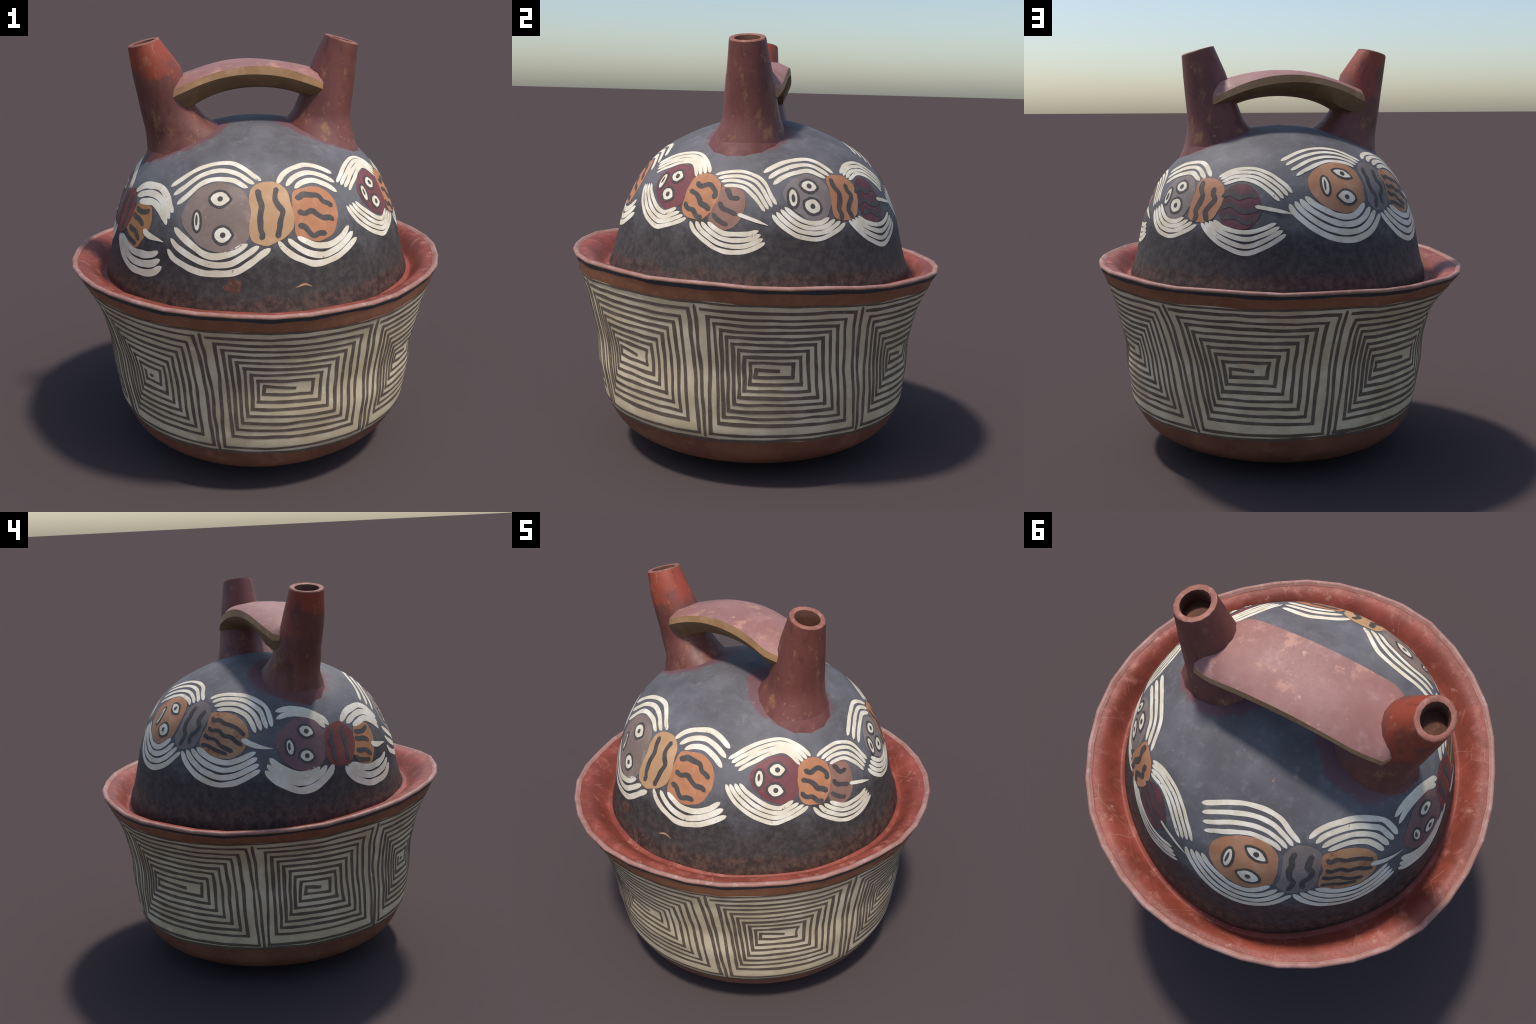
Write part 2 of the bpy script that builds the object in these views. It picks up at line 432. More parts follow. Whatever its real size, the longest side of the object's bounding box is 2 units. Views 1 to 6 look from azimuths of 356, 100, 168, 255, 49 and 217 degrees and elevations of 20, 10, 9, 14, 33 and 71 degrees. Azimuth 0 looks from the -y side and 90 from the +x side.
spout("spout", [(1.40, .10, .525, -.22, .23), (1.47, .11, .492, -.195, .212), (1.52, .10, .472, -.166, .190), (1.575, .112, .459, -.132, .176), (1.605, .138, .455, -.116, .169),
                (1.625, .16, .453, -.106, .163), (1.65, .178, .453, -.10, .158), (1.72, .205, .460, -.094, .147), (1.80, .238, .466, -.083, .134), (1.87, .266, .471, -.074, .122), (1.977, .317, .476, -.063, .103)], -.28, SPOUT, 2)
spout("spout", [(1.37, -.57, -.13, -.27, .19), (1.44, -.536, -.10, -.245, .175), (1.49, -.519, -.10, -.218, .142), (1.56, -.522, -.115, -.190, .108), (1.59, -.526, -.165, -.184, .092),
                (1.612, -.530, -.205, -.182, .084), (1.64, -.536, -.245, -.178, .074), (1.69, -.545, -.287, -.172, .058), (1.78, -.560, -.326, -.177, .036), (1.86, -.573, -.352, -.18, .02), (1.980, -.588, -.445, -.165, .005)], .26, SPOUT_RED, 2)

# --- strap handle: a bent, thick-bellied strap swept from spout to spout
def strap():
    ts = np.linspace(-.430, .338, 27)
    V = []
    for i, x in enumerate(ts):
        u = x / .4
        ym, zm = -.134 + .047 * u - .023 * u * u, 1.865 - .017 * u - .120 * u * u
        yp, zp = .153 + .036 * u - .018 * u * u, 1.846 - .033 * u - .110 * u * u
        zt = 1.892 - .010 * u - .088 * u * u
        zb = 1.763 - .004 * u - .110 * u * u - .06 * u ** 4
        # the ends draw in and melt into the spouts
        k = max(0, (-.31 - x) / .13, (x - .24) / .11)
        ym += .075 * k ** 1.5; yp -= .020 * k ** 1.5
        zb = zb * (1 - min(k, 1) * .6) + (min(zm, zp) - .035) * min(k, 1) * .6
        c = (ym + yp) / 2; w = (yp - ym) / 2
        # hand-shaped: thickness and edge wander a little
        e = .014 + .002 * math.sin(9 * x + 1); r = .003 * math.sin(14 * x)
        ring = np.array([(x, ym + .004, zm + e), (x, c - w * .62, zt - .006 + r), (x, c, zt), (x, c + w * .62, zt - .008 - r), (x, yp - .004, zp + e),
                         (x, yp, zp - e - .006), (x, c + w * .74, zb + .026), (x, c, zb), (x, c - w * .74, zb + .026), (x, ym, zm - e - .006)])
        V.append(ring)
    # close both ends inside the spouts
    for end, dx in ((V[0], -.03), (V[-1], .03)):
        m = end.mean(0); cap = m + (end - m) * .45; cap[:, 0] += dx
        V.insert(0, cap) if dx < 0 else V.append(cap)
    return np.array(V)
S = strap(); ns = S.shape[1]
strap_top = None
for nm, cols, mat in (("strap_handle", [0, 1, 2, 3, 4], STRAP), ("strap_edge", [4, 5], STRAP_EDGE), ("strap_edge", [9, 0], STRAP_EDGE), ("strap_underside", [5, 6, 7, 8, 9], STRAP_UNDER)):
    Q = S[:, cols]
    ob = make_object(nm, Q.reshape(-1, 3), grid_faces(Q.shape[0], Q.shape[1], wrap=False, flip=True), mat, strap_top or vessel)
    strap_top = strap_top or ob
    shade_by_angle(ob, 50)

# ---------------------------------------------------------------- painting on the surfaces
def tree(P):
    v = [Vector(map(float, p)) for p in P.reshape(-1, 3)]
    return BVHTree.FromPolygons(v, grid_faces(P.shape[0], P.shape[1]))
TREES = {"dome": (tree(PD), PD, ND), "bowl": (tree(P[:n0]), P[:n0], N[:n0])}
FLATN = {k: v[2].reshape(-1, 3) for k, v in TREES.items()}

def lay(kind, pts, lift):
    """drop points onto the surface; returns points raised by lift and the surface's smooth normals"""
    T = TREES[kind][0]; cols = COLS
    out, nor = [], []
    for p in pts:
        loc, fn, idx, d = T.find_nearest(Vector(map(float, p)))
        i, j = divmod(idx, cols)
        quad = [i * cols + j, i * cols + (j + 1) % cols, (i + 1) * cols + (j + 1) % cols, (i + 1) * cols + j]
        pv = TREES[kind][1].reshape(-1, 3)[quad]
        w = 1 / (np.linalg.norm(pv - np.array(loc), axis=1) ** 2 + 1e-8)
        n = (FLATN[kind][quad] * w[:, None]).sum(0); n /= np.linalg.norm(n)
        fn = np.array(fn); fn = fn if fn @ n > 0 else -fn
        out.append(np.array(loc) + lift * fn); nor.append(n)
    return np.array(out), np.array(nor)

def surface_points(kind, ctrl):
    a = np.radians(np.array([c[0] for c in ctrl], float)); z = np.array([c[1] for c in ctrl], float)
    return (dome_point if kind == "dome" else bowl_point)(a, z)

def spline(pts, n, closed=False):
    """Catmull-Rom through 3D control points, evenly resampled"""
    p = np.asarray(pts, float)
    if closed: q = np.concatenate([p[-1:], p, p[:2]])
    else: q = np.concatenate([2 * p[:1] - p[1:2], p, 2 * p[-1:] - p[-2:-1]])
    out = []
    for i in range(1, len(q) - 2):
        t = np.linspace(0, 1, 13)[:-1, None]
        a, b, c, d = q[i - 1], q[i], q[i + 1], q[i + 2]
        out.append(.5 * (2 * b + (c - a) * t + (2 * a - 5 * b + 4 * c - d) * t ** 2 + (3 * b - a - 3 * c + d) * t ** 3))
    out = np.concatenate(out + ([] if closed else [p[-1:]]))
    if closed: out = np.concatenate([out, out[:1]])
    L = np.concatenate([[0], np.cumsum(np.linalg.norm(np.diff(out, axis=0), axis=1))])
    s = np.linspace(0, L[-1], n + 1)[:-1] if closed else np.linspace(0, L[-1], n)
    return np.stack([np.interp(s, L, out[:, k]) for k in range(3)], -1), L[-1]

def wobble(n, amp, seed, period=14):
    r = np.random.default_rng(seed)
    k = max(2, n // period + 2)
    return np.interp(np.linspace(0, k - 1, n), np.arange(k), r.normal(0, amp, k))

class Builder:
    def __init__(self): self.v, self.n, self.f = [], [], []; self.count = 0
    def add(self, v, n, f):
        self.v.append(v); self.n.append(n); self.f += [tuple(i + self.count for i in q) for q in f]; self.count += len(v)
    def make(self, name, mat, parent):
        return make_object(name, np.concatenate(self.v), self.f, mat, parent, np.concatenate(self.n))

SEED = [100]
def stroke(bld, kind, pts, width, lift, blunt=(1, 1), sway=.0012, closed=False, step=.008, rag=.09):
    """a brush stroke: ribbon along pts (3D), rounded or pointed ends (blunt 1..0)"""
    SEED[0] += 1
    if blunt[0] == 2:                            # reach past the corner by half a line
        d0, d1 = pts[0] - pts[1], pts[-1] - pts[-2]
        pts = np.concatenate([[pts[0] + d0 / np.linalg.norm(d0) * width * .45], pts[1:-1], [pts[-1] + d1 / np.linalg.norm(d1) * width * .45]])
    n = max(6, int(np.linalg.norm(np.diff(pts, axis=0), axis=1).sum() / step))
    c, L = spline(pts, n)
    c0, nn = lay(kind, c, 0)
    tan = np.gradient(c0, axis=0); tan /= np.linalg.norm(tan, axis=1, keepdims=True)
    side = np.cross(nn, tan); side /= np.linalg.norm(side, axis=1, keepdims=True)
    s = np.linspace(0, L, n)
    half = np.full(n, width / 2)
    for e, d in ((blunt[0], s), (blunt[1], L - s)):
        if e == 2: continue                      # square end, butted into the next run
        run = min(width * (.55 + 3.2 * (1 - e)), L * .6)
        half = half * np.where(d < run, np.maximum(.12, np.sqrt(np.clip(1 - (1 - d / run) ** 2, 0, 1)) if e > .5 else (d / run) ** .75), 1)
    half = half * (1 + wobble(n, rag, SEED[0], 5))
    c0 = c0 + side * wobble(n, sway, SEED[0] + 5000, 6)[:, None]
    cols = np.array([-1, -.35, .35, 1])
    G = c0[:, None] + side[:, None] * half[:, None, None] * cols[None, :, None]
    v, nr = lay(kind, G.reshape(-1, 3), lift)
    bld.add(v, nr, grid_faces(n, 4, wrap=False, flip=True))

def blob(bld, kind, outline, lift, n=56, rings=7, rag=.0016):
    """a filled patch of paint inside a closed outline of 3D control points"""
    SEED[0] += 1
    o, _ = spline(outline, n, closed=True)
    c = o.mean(0)
    r = np.random.default_rng(SEED[0]).normal(0, rag, n)
    r = (r + np.roll(r, 1) + np.roll(r, -1)) / 2
    d = o - c; o = o + d / np.linalg.norm(d, axis=1, keepdims=True) * r[:, None]
    G = np.concatenate([[c]] + [c + (o - c) * (k / rings) for k in range(1, rings + 1)])
    v, nr = lay(kind, G, lift)
    f = [(0, 1 + j, 1 + (j + 1) % n) for j in range(n)]
    for k in range(rings - 1):
        for j in range(n):
            a, b = 1 + k * n + j, 1 + k * n + (j + 1) % n
            f.append((a, a + n, b + n, b))
    # face the outside
    e1, e2 = v[f[0][1]] - v[f[0][0]], v[f[0][2]] - v[f[0][0]]
    if np.cross(e1, e2) @ nr[0] < 0: f = [q[::-1] for q in f]
    bld.add(v, nr, f)

def frame(kind, p0, p1):
    """centre, along and across axes of a mark that runs from p0 to p1"""
    c = (p0 + p1) / 2
    l, n = lay(kind, c[None], 0)
    ex = (p1 - p0) / 2; L = np.linalg.norm(ex); ex = ex / L
    ey = np.cross(n[0], ex); ey /= np.linalg.norm(ey)
    return l[0], ex, ey, L

def almond(kind, p0, p1, h, point0, point1, grow=0.):
    """eye outline from corner to corner; point0/point1: 0 rounded .. 1 drawn to a point"""
    c, ex, ey, L = frame(kind, p0, p1)
    t = np.arange(28) / 28 * 2 * np.pi
    x = np.cos(t); y = np.sin(t)
    pt = np.where(x > 0, point1, point0)
    y = y * (1 - pt * .55 * np.abs(x) ** 2.2)
    return c + np.outer(x * (L + grow), ex) + np.outer(y * (h * L + grow), ey)

# control points of the painted figures: (angle in degrees, height) on the dome
CREATURES = [{'name': 'B',
  'head': [(234.3, 1.278), (235.4, 1.357), (240.6, 1.412), (249.7, 1.431), (258.0, 1.41), (262.7, 1.352), (263.0, 1.24), (258.3, 1.183), (252.3, 1.165), (245.3, 1.177),
           (238.5, 1.226)],
  'eyes': [((245.3, 1.371), (253.7, 1.371), 0.77, 0.2, 1), ((249.3, 1.232), (255.9, 1.237), 0.89, 0.1, 1)],
  'mouth': ([(240.4, 1.315), (241.9, 1.243)], 0.0127, [(240.6, 1.304), (241.4, 1.262)], 0.0054),
  'collar': {'outline': [(262.5, 1.397), (265.6, 1.426), (271.1, 1.434), (276.9, 1.426), (280.3, 1.399), (281.1, 1.365), (281.7, 1.311), (281.0, 1.267), (278.0, 1.231),
                         (274.3, 1.212), (269.7, 1.195), (265.7, 1.205), (263.2, 1.229), (262.8, 1.274), (263.2, 1.319), (262.5, 1.358)],
             'stripes': [[(266.3, 1.41), (266.8, 1.378), (268.0, 1.348), (267.3, 1.311), (267.3, 1.281), (267.4, 1.257), (268.1, 1.239), (267.4, 1.219)],
                         [(275.5, 1.414), (274.0, 1.376), (275.1, 1.349), (276.9, 1.325), (275.6, 1.291), (275.2, 1.264), (274.0, 1.223)]],
             'width': 0.0222},
  'body': {'outline': [(282.8, 1.394), (288.7, 1.403), (296.2, 1.402), (301.3, 1.376), (303.1, 1.339), (302.8, 1.293), (300.2, 1.242), (296.0, 1.205), (290.8, 1.195),
                       (286.0, 1.212), (282.0, 1.227), (281.2, 1.277), (281.8, 1.338)],
           'stripes': [[(283.4, 1.371), (285.7, 1.372), (287.8, 1.38), (291.7, 1.375), (295.3, 1.37), (296.7, 1.348), (299.5, 1.333), (300.6, 1.318)],
                       [(283.5, 1.323), (286.6, 1.31), (290.1, 1.317), (292.3, 1.301), (294.9, 1.283), (298.0, 1.28), (299.7, 1.265)],
                       [(282.8, 1.269), (285.6, 1.259), (287.2, 1.236), (288.9, 1.219), (291.8, 1.226), (295.1, 1.221)]],
           'width': 0.0216},
  'wings': [{'strokes': 3,
             'width': 0.0242,
             'outer': [(223.3, 1.393), (228.8, 1.438), (234.8, 1.476), (242.3, 1.493), (250.6, 1.497), (259.1, 1.478), (264.2, 1.457), (267.9, 1.439)],
             'inner': [(230.1, 1.332), (233.6, 1.369), (237.8, 1.413), (242.2, 1.436), (248.4, 1.442), (254.4, 1.439), (259.1, 1.422), (261.5, 1.415)]},
            {'strokes': 3,
             'width': 0.0253,
             'outer': [(276.0, 1.426), (280.4, 1.459), (286.9, 1.476), (295.6, 1.48), (302.4, 1.469), (309.4, 1.439)],
             'inner': [(284.5, 1.404), (288.7, 1.422), (295.2, 1.427), (300.9, 1.408), (306.5, 1.371)]},
            {'strokes': 3,
             'width': 0.0297,
             'outer': [(230.3, 1.148), (233.4, 1.115), (238.7, 1.091), (244.9, 1.074), (252.7, 1.076), (258.9, 1.091), (264.0, 1.13), (267.3, 1.159), (270.9, 1.186)],
             'inner': [(231.6, 1.24), (235.6, 1.214), (241.2, 1.179), (246.9, 1.149), (251.4, 1.148), (256.4, 1.166), (259.6, 1.187), (262.4, 1.203)]},
            {'strokes': 3,
             'width': 0.0278,
             'outer': [(274.3, 1.214), (276.5, 1.179), (280.8, 1.141), (286.8, 1.112), (291.6, 1.105), (297.9, 1.117), (303.7, 1.143), (309.5, 1.176)],
             'inner': [(281.8, 1.222), (284.7, 1.203), (289.8, 1.179), (295.4, 1.175), (301.6, 1.195), (306.7, 1.232)]}],
  'tail': None},
 {'name': 'C',
  'head': [(319.1, 1.341), (321.5, 1.377), (327.5, 1.403), (335.1, 1.414), (340.0, 1.395), (342.2, 1.365), (341.0, 1.314), (339.4, 1.254), (335.6, 1.228), (330.9, 1.225),
           (325.8, 1.248), (321.7, 1.291)],
  'eyes': [((328.9, 1.365), (335.7, 1.36), 0.78, 0.2, 1), ((327.2, 1.293), (333.5, 1.274), 0.76, 0.4, 1)],
  'mouth': ([(324.2, 1.365), (323.2, 1.304)], 0.0167, [(323.8, 1.353), (323.3, 1.325)], 0.006),
  'collar': {'outline': [(342.5, 1.364), (346.7, 1.385), (351.5, 1.381), (354.5, 1.362), (356.0, 1.333), (355.5, 1.289), (353.6, 1.232), (350.7, 1.198), (347.2, 1.192),
                         (343.1, 1.2), (340.3, 1.229), (340.0, 1.269), (340.9, 1.326)],
             'stripes': [[(344.2, 1.348), (346.9, 1.332), (350.5, 1.342), (353.0, 1.326), (354.2, 1.307), (353.4, 1.283)],
                         [(341.9, 1.311), (345.3, 1.299), (347.3, 1.281), (348.5, 1.26), (350.8, 1.25), (352.7, 1.233)],
                         [(340.8, 1.261), (342.7, 1.237), (345.5, 1.23), (347.4, 1.206), (350.1, 1.201)]],
             'width': 0.0208},
  'body': {'outline': [(356.6, 1.337), (0.4, 1.337), (4.3, 1.328), (6.4, 1.304), (6.6, 1.269), (5.6, 1.217), (3.5, 1.18), (0.9, 1.16), (357.4, 1.158), (354.1, 1.178),
                       (352.6, 1.205), (354.5, 1.262)],
           'stripes': [[(357.8, 1.327), (359.4, 1.318), (0.9, 1.293), (4.4, 1.292)], [(356.2, 1.274), (357.8, 1.247), (0.7, 1.239), (3.6, 1.223)],
                       [(353.8, 1.224), (355.8, 1.203), (358.4, 1.186), (0.6, 1.18)]],
           'width': 0.0197},
  'wings': [{'strokes': 4,
             'width': 0.0195,
             'outer': [(309.0, 1.404), (314.6, 1.427), (321.3, 1.449), (329.7, 1.463), (337.1, 1.463), (343.1, 1.446), (346.9, 1.42), (349.4, 1.389)],
             'inner': [(314.1, 1.365), (319.1, 1.387), (325.4, 1.409), (332.4, 1.425), (337.3, 1.422), (340.7, 1.402), (343.1, 1.369)]},
            {'strokes': 4,
             'width': 0.0173,
             'outer': [(352.2, 1.382), (356.5, 1.394), (3.8, 1.4), (10.4, 1.386), (14.3, 1.354), (16.4, 1.313), (18.4, 1.268)],
             'inner': [(357.1, 1.34), (1.5, 1.343), (5.7, 1.335), (9.4, 1.305), (11.6, 1.277), (13.9, 1.239)]},
            {'strokes': 4,
             'width': 0.0202,
             'outer': [(308.7, 1.31), (310.7, 1.269), (313.7, 1.23), (317.9, 1.193), (322.9, 1.162), (328.7, 1.142), (333.5, 1.152), (338.6, 1.17), (343.1, 1.194)],
             'inner': [(314.9, 1.317), (318.1, 1.282), (322.1, 1.25), (326.3, 1.222), (330.7, 1.205), (333.8, 1.213), (337.3, 1.23)]},
            {'strokes': 4,
             'width': 0.0201,
             'outer': [(345.1, 1.184), (347.7, 1.145), (352.0, 1.107), (356.6, 1.079), (2.1, 1.066), (7.9, 1.076), (14.2, 1.111)],
             'inner': [(352.5, 1.186), (355.6, 1.162), (359.7, 1.143), (4.2, 1.143), (8.4, 1.147), (11.8, 1.161)]}],
  'tail': ([(3.9, 1.226), (9.0, 1.207), (15.2, 1.183)], 0.0166)},
 {'name': 'D',
  'head': [(21.2, 1.307), (23.0, 1.348), (26.3, 1.375), (33.7, 1.395), (38.2, 1.377), (40.6, 1.351), (41.6, 1.312), (41.2, 1.27), (38.5, 1.22), (35.2, 1.196),
           (31.2, 1.2), (27.7, 1.226), (24.0, 1.257)],
  'eyes': [((29.4, 1.349), (35.8, 1.339), 0.72, 0.3, 0.5), ((29.8, 1.273), (35.7, 1.249), 0.85, 0.2, 0.2)],
  'mouth': ([(25.3, 1.331), (25.1, 1.262)], 0.018, [(25.3, 1.312), (25.1, 1.278)], 0.0081),
  'collar': {'outline': [(41.7, 1.371), (45.1, 1.386), (50.6, 1.385), (54.0, 1.366), (56.1, 1.336), (55.8, 1.29), (54.6, 1.247), (52.2, 1.212), (48.5, 1.197),
                         (43.3, 1.201), (41.3, 1.224), (41.2, 1.27), (41.7, 1.326)],
             'stripes': [[(44.1, 1.376), (44.4, 1.342), (46.1, 1.313), (45.5, 1.282), (44.3, 1.248), (45.1, 1.222), (44.2, 1.2)],
                         [(50.9, 1.35), (51.0, 1.322), (52.4, 1.298), (50.1, 1.265), (49.0, 1.243), (49.8, 1.219), (50.4, 1.201)]],
             'width': 0.0214},
  'body': {'outline': [(54.6, 1.286), (56.0, 1.336), (61.2, 1.367), (68.0, 1.352), (71.8, 1.297), (71.7, 1.234), (68.6, 1.189), (63.1, 1.169), (58.0, 1.189),
                       (55.4, 1.237)],
           'stripes': [[(55.1, 1.31), (59.1, 1.327), (63.0, 1.308), (67.0, 1.32), (70.4, 1.309)], [(55.7, 1.263), (60.0, 1.276), (64.3, 1.251), (71.1, 1.258)],
                       [(57.3, 1.22), (61.9, 1.227), (66.6, 1.203), (69.1, 1.209)]],
           'width': 0.019},
  'wings': [{'strokes': 3,
             'width': 0.0221,
             'outer': [(13.8, 1.398), (18.0, 1.421), (23.5, 1.442), (30.7, 1.453), (36.2, 1.454), (40.9, 1.44), (44.4, 1.417), (47.0, 1.394)],
             'inner': [(17.6, 1.351), (21.0, 1.375), (25.5, 1.394), (30.8, 1.405), (35.3, 1.404), (38.5, 1.391), (41.6, 1.375)]},
            {'strokes': 4,
             'width': 0.0183,
             'outer': [(51.1, 1.393), (57.0, 1.424), (66.5, 1.433), (74.6, 1.411), (81.2, 1.369), (84.6, 1.328)],
             'inner': [(54.8, 1.362), (61.5, 1.385), (69.1, 1.375), (75.0, 1.338), (79.3, 1.294)]},
            {'strokes': 4,
             'width': 0.0203,
             'outer': [(16.8, 1.228), (19.2, 1.193), (22.7, 1.16), (27.1, 1.135), (32.6, 1.124), (37.3, 1.133), (41.9, 1.156), (46.2, 1.186)],
             'inner': [(21.6, 1.26), (24.6, 1.229), (28.0, 1.204), (31.6, 1.192), (35.5, 1.193), (39.2, 1.211)]},
            {'strokes': 4,
             'width': 0.0208,
             'outer': [(48.0, 1.195), (54.3, 1.131), (62.3, 1.081), (68.4, 1.073), (75.4, 1.109), (81.6, 1.154)],
             'inner': [(53.3, 1.208), (59.2, 1.173), (66.9, 1.16), (72.9, 1.176), (78.0, 1.201)]}],
  'tail': ([(69.7, 1.271), (76.4, 1.259), (84.6, 1.24)], 0.0173)},
 {'name': 'E',
  'head': [(92.0, 1.377), (94.5, 1.412), (99.0, 1.438), (107.0, 1.453), (114.1, 1.445), (118.0, 1.417), (118.7, 1.383), (118.2, 1.333), (116.7, 1.284), (112.5, 1.247),
           (107.7, 1.233), (103.1, 1.241), (98.1, 1.267), (94.5, 1.299), (92.4, 1.335)],
  'eyes': [((105.9, 1.418), (113.9, 1.388), 0.45, 0.8, 0.9), ((104.2, 1.31), (112.0, 1.297), 0.7, 1, 0.4)],
  'mouth': ([(99.8, 1.393), (99.4, 1.319)], 0.0152, [(99.7, 1.381), (99.0, 1.336)], 0.0051),
  'collar': {'outline': [(120.3, 1.412), (122.8, 1.433), (126.7, 1.448), (131.1, 1.444), (134.5, 1.427), (135.2, 1.394), (134.0, 1.349), (132.9, 1.3), (130.7, 1.255),
                         (127.2, 1.238), (123.5, 1.238), (120.0, 1.25), (118.5, 1.282), (119.8, 1.331), (120.3, 1.374)],
             'stripes': [[(125.3, 1.426), (123.8, 1.402), (123.9, 1.38), (122.9, 1.357), (123.0, 1.324), (124.3, 1.299), (123.1, 1.268), (122.4, 1.246)],
                         [(131.8, 1.414), (130.6, 1.391), (129.7, 1.366), (131.2, 1.347), (130.0, 1.321), (127.4, 1.295), (127.7, 1.259)]],
             'width': 0.0195},
  'body': {'outline': [(135.9, 1.406), (141.5, 1.41), (147.1, 1.403), (152.2, 1.379), (155.2, 1.341), (155.7, 1.297), (154.2, 1.255), (151.5, 1.222), (147.2, 1.205),
                       (142.0, 1.21), (137.0, 1.23), (133.0, 1.257), (133.0, 1.296), (135.0, 1.34), (134.8, 1.375)],
           'stripes': [[(137.7, 1.389), (138.0, 1.373), (141.0, 1.377), (143.9, 1.363), (146.5, 1.357), (149.8, 1.345), (152.7, 1.323), (154.1, 1.307)],
                       [(136.4, 1.347), (137.6, 1.329), (141.6, 1.33), (144.4, 1.309), (147.8, 1.303), (150.3, 1.284), (153.2, 1.265)],
                       [(134.4, 1.311), (136.8, 1.296), (140.4, 1.291), (143.1, 1.266), (146.2, 1.251), (149.2, 1.238)],
                       [(133.6, 1.264), (137.3, 1.26), (140.3, 1.245), (143.1, 1.236), (146.7, 1.225)]],
           'width': 0.0177},
  'wings': [{'strokes': 4,
             'width': 0.0197,
             'outer': [(80.3, 1.464), (86.6, 1.488), (95.5, 1.508), (108.3, 1.515), (117.8, 1.504), (122.7, 1.481), (127.1, 1.453)],
             'inner': [(87.2, 1.401), (92.1, 1.424), (98.7, 1.447), (106.3, 1.459), (113.3, 1.454), (117.3, 1.444), (119.4, 1.429)]},
            {'strokes': 4,
             'width': 0.0239,
             'outer': [(131.2, 1.462), (135.9, 1.477), (144.5, 1.483), (152.3, 1.477), (159.3, 1.456), (163.5, 1.431), (165.3, 1.394), (166.4, 1.345)],
             'inner': [(138.0, 1.417), (143.4, 1.424), (149.0, 1.419), (153.8, 1.4), (156.4, 1.372), (158.9, 1.322)]},
            {'strokes': 4,
             'width': 0.0273,
             'outer': [(83.4, 1.283), (85.0, 1.247), (88.5, 1.206), (93.5, 1.164), (98.6, 1.135), (105.0, 1.12), (111.0, 1.127), (117.2, 1.157), (123.6, 1.219)],
             'inner': [(89.7, 1.312), (93.3, 1.278), (98.1, 1.249), (102.8, 1.224), (108.0, 1.22), (112.2, 1.238), (116.3, 1.272)]},
            {'strokes': 4,
             'width': 0.0278,
             'outer': [(124.2, 1.225), (127.6, 1.175), (133.2, 1.121), (139.3, 1.093), (145.0, 1.083), (151.0, 1.098), (156.3, 1.127), (160.6, 1.154)],
             'inner': [(131.8, 1.249), (136.4, 1.219), (141.4, 1.196), (146.9, 1.187), (152.4, 1.203), (156.1, 1.222), (158.9, 1.235)]}],
  'tail': ([(152.7, 1.294), (157.0, 1.271), (161.9, 1.255), (166.0, 1.248)], 0.026)},
 {'name': 'F',
  'head': [(166.8, 1.278), (168.9, 1.314), (172.4, 1.348), (177.2, 1.372), (182.1, 1.374), (186.3, 1.356), (189.0, 1.325), (189.7, 1.272), (188.5, 1.203), (185.4, 1.153),
           (180.5, 1.137), (175.9, 1.14), (171.8, 1.17), (169.0, 1.214)],
  'eyes': [((178.6, 1.326), (184.4, 1.299), 0.75, 0.3, 0.8), ((177.4, 1.21), (182.9, 1.195), 0.8, 0.2, 0.8)],
  'mouth': ([(173.2, 1.281), (173.5, 1.216)], 0.0167, [(173.0, 1.269), (173.0, 1.234)], 0.0067),
  'collar': {'outline': [(190.3, 1.297), (193.9, 1.324), (198.8, 1.336), (201.9, 1.318), (204.5, 1.287), (205.4, 1.251), (204.6, 1.206), (202.3, 1.163), (199.3, 1.136),
                         (195.5, 1.131), (191.5, 1.145), (189.2, 1.169), (188.6, 1.209)],
             'stripes': [[(193.9, 1.315), (193.2, 1.28), (191.8, 1.256), (192.9, 1.228), (192.3, 1.196), (193.0, 1.156)],
                         [(200.7, 1.31), (199.2, 1.283), (199.5, 1.243), (199.6, 1.209), (198.9, 1.177), (199.2, 1.15)]],
             'width': 0.0204},
  'body': {'outline': [(206.6, 1.29), (211.3, 1.301), (216.2, 1.301), (218.0, 1.273), (219.1, 1.229), (217.5, 1.176), (215.3, 1.136), (211.9, 1.106), (207.3, 1.117),
                       (203.8, 1.14), (202.9, 1.182), (204.5, 1.233)],
           'stripes': [[(206.7, 1.277), (209.0, 1.268), (212.7, 1.267), (216.7, 1.283)], [(206.0, 1.249), (208.1, 1.236), (211.5, 1.232), (215.0, 1.214)],
                       [(204.8, 1.188), (207.7, 1.179), (210.5, 1.176), (214.2, 1.146)], [(203.2, 1.165), (205.2, 1.143), (208.6, 1.132), (212.5, 1.126)]],
           'width': 0.0194},
  'wings': [{'strokes': 2,
             'width': 0.0299,
             'outer': [(168.4, 1.41), (172.9, 1.416), (178.3, 1.415), (183.1, 1.403), (187.6, 1.383), (191.2, 1.357), (193.3, 1.325)],
             'inner': [(168.5, 1.378), (173.5, 1.392), (178.4, 1.392), (183.1, 1.382), (187.0, 1.365), (189.5, 1.34), (191.1, 1.317)]},
            {'strokes': 3,
             'width': 0.0336,
             'outer': [(200.4, 1.329), (205.6, 1.365), (211.6, 1.378), (218.4, 1.378), (223.8, 1.351), (227.0, 1.32), (229.4, 1.298)],
             'inner': [(207.0, 1.302), (211.4, 1.311), (216.8, 1.317), (222.2, 1.296), (225.7, 1.27), (227.3, 1.243)]},
            {'strokes': 3,
             'width': 0.0352,
             'outer': [(162.5, 1.151), (164.5, 1.124), (167.7, 1.093), (171.4, 1.066), (176.3, 1.045), (181.6, 1.052), (185.8, 1.079), (189.0, 1.11), (191.5, 1.148)],
             'inner': [(164.3, 1.204), (167.5, 1.171), (171.6, 1.141), (176.3, 1.12), (180.4, 1.124), (185.2, 1.143)]},
            {'strokes': 3,
             'width': 0.0332,
             'outer': [(197.2, 1.127), (198.9, 1.089), (202.7, 1.049), (210.0, 1.013), (217.5, 1.012), (223.2, 1.024), (228.3, 1.064)],
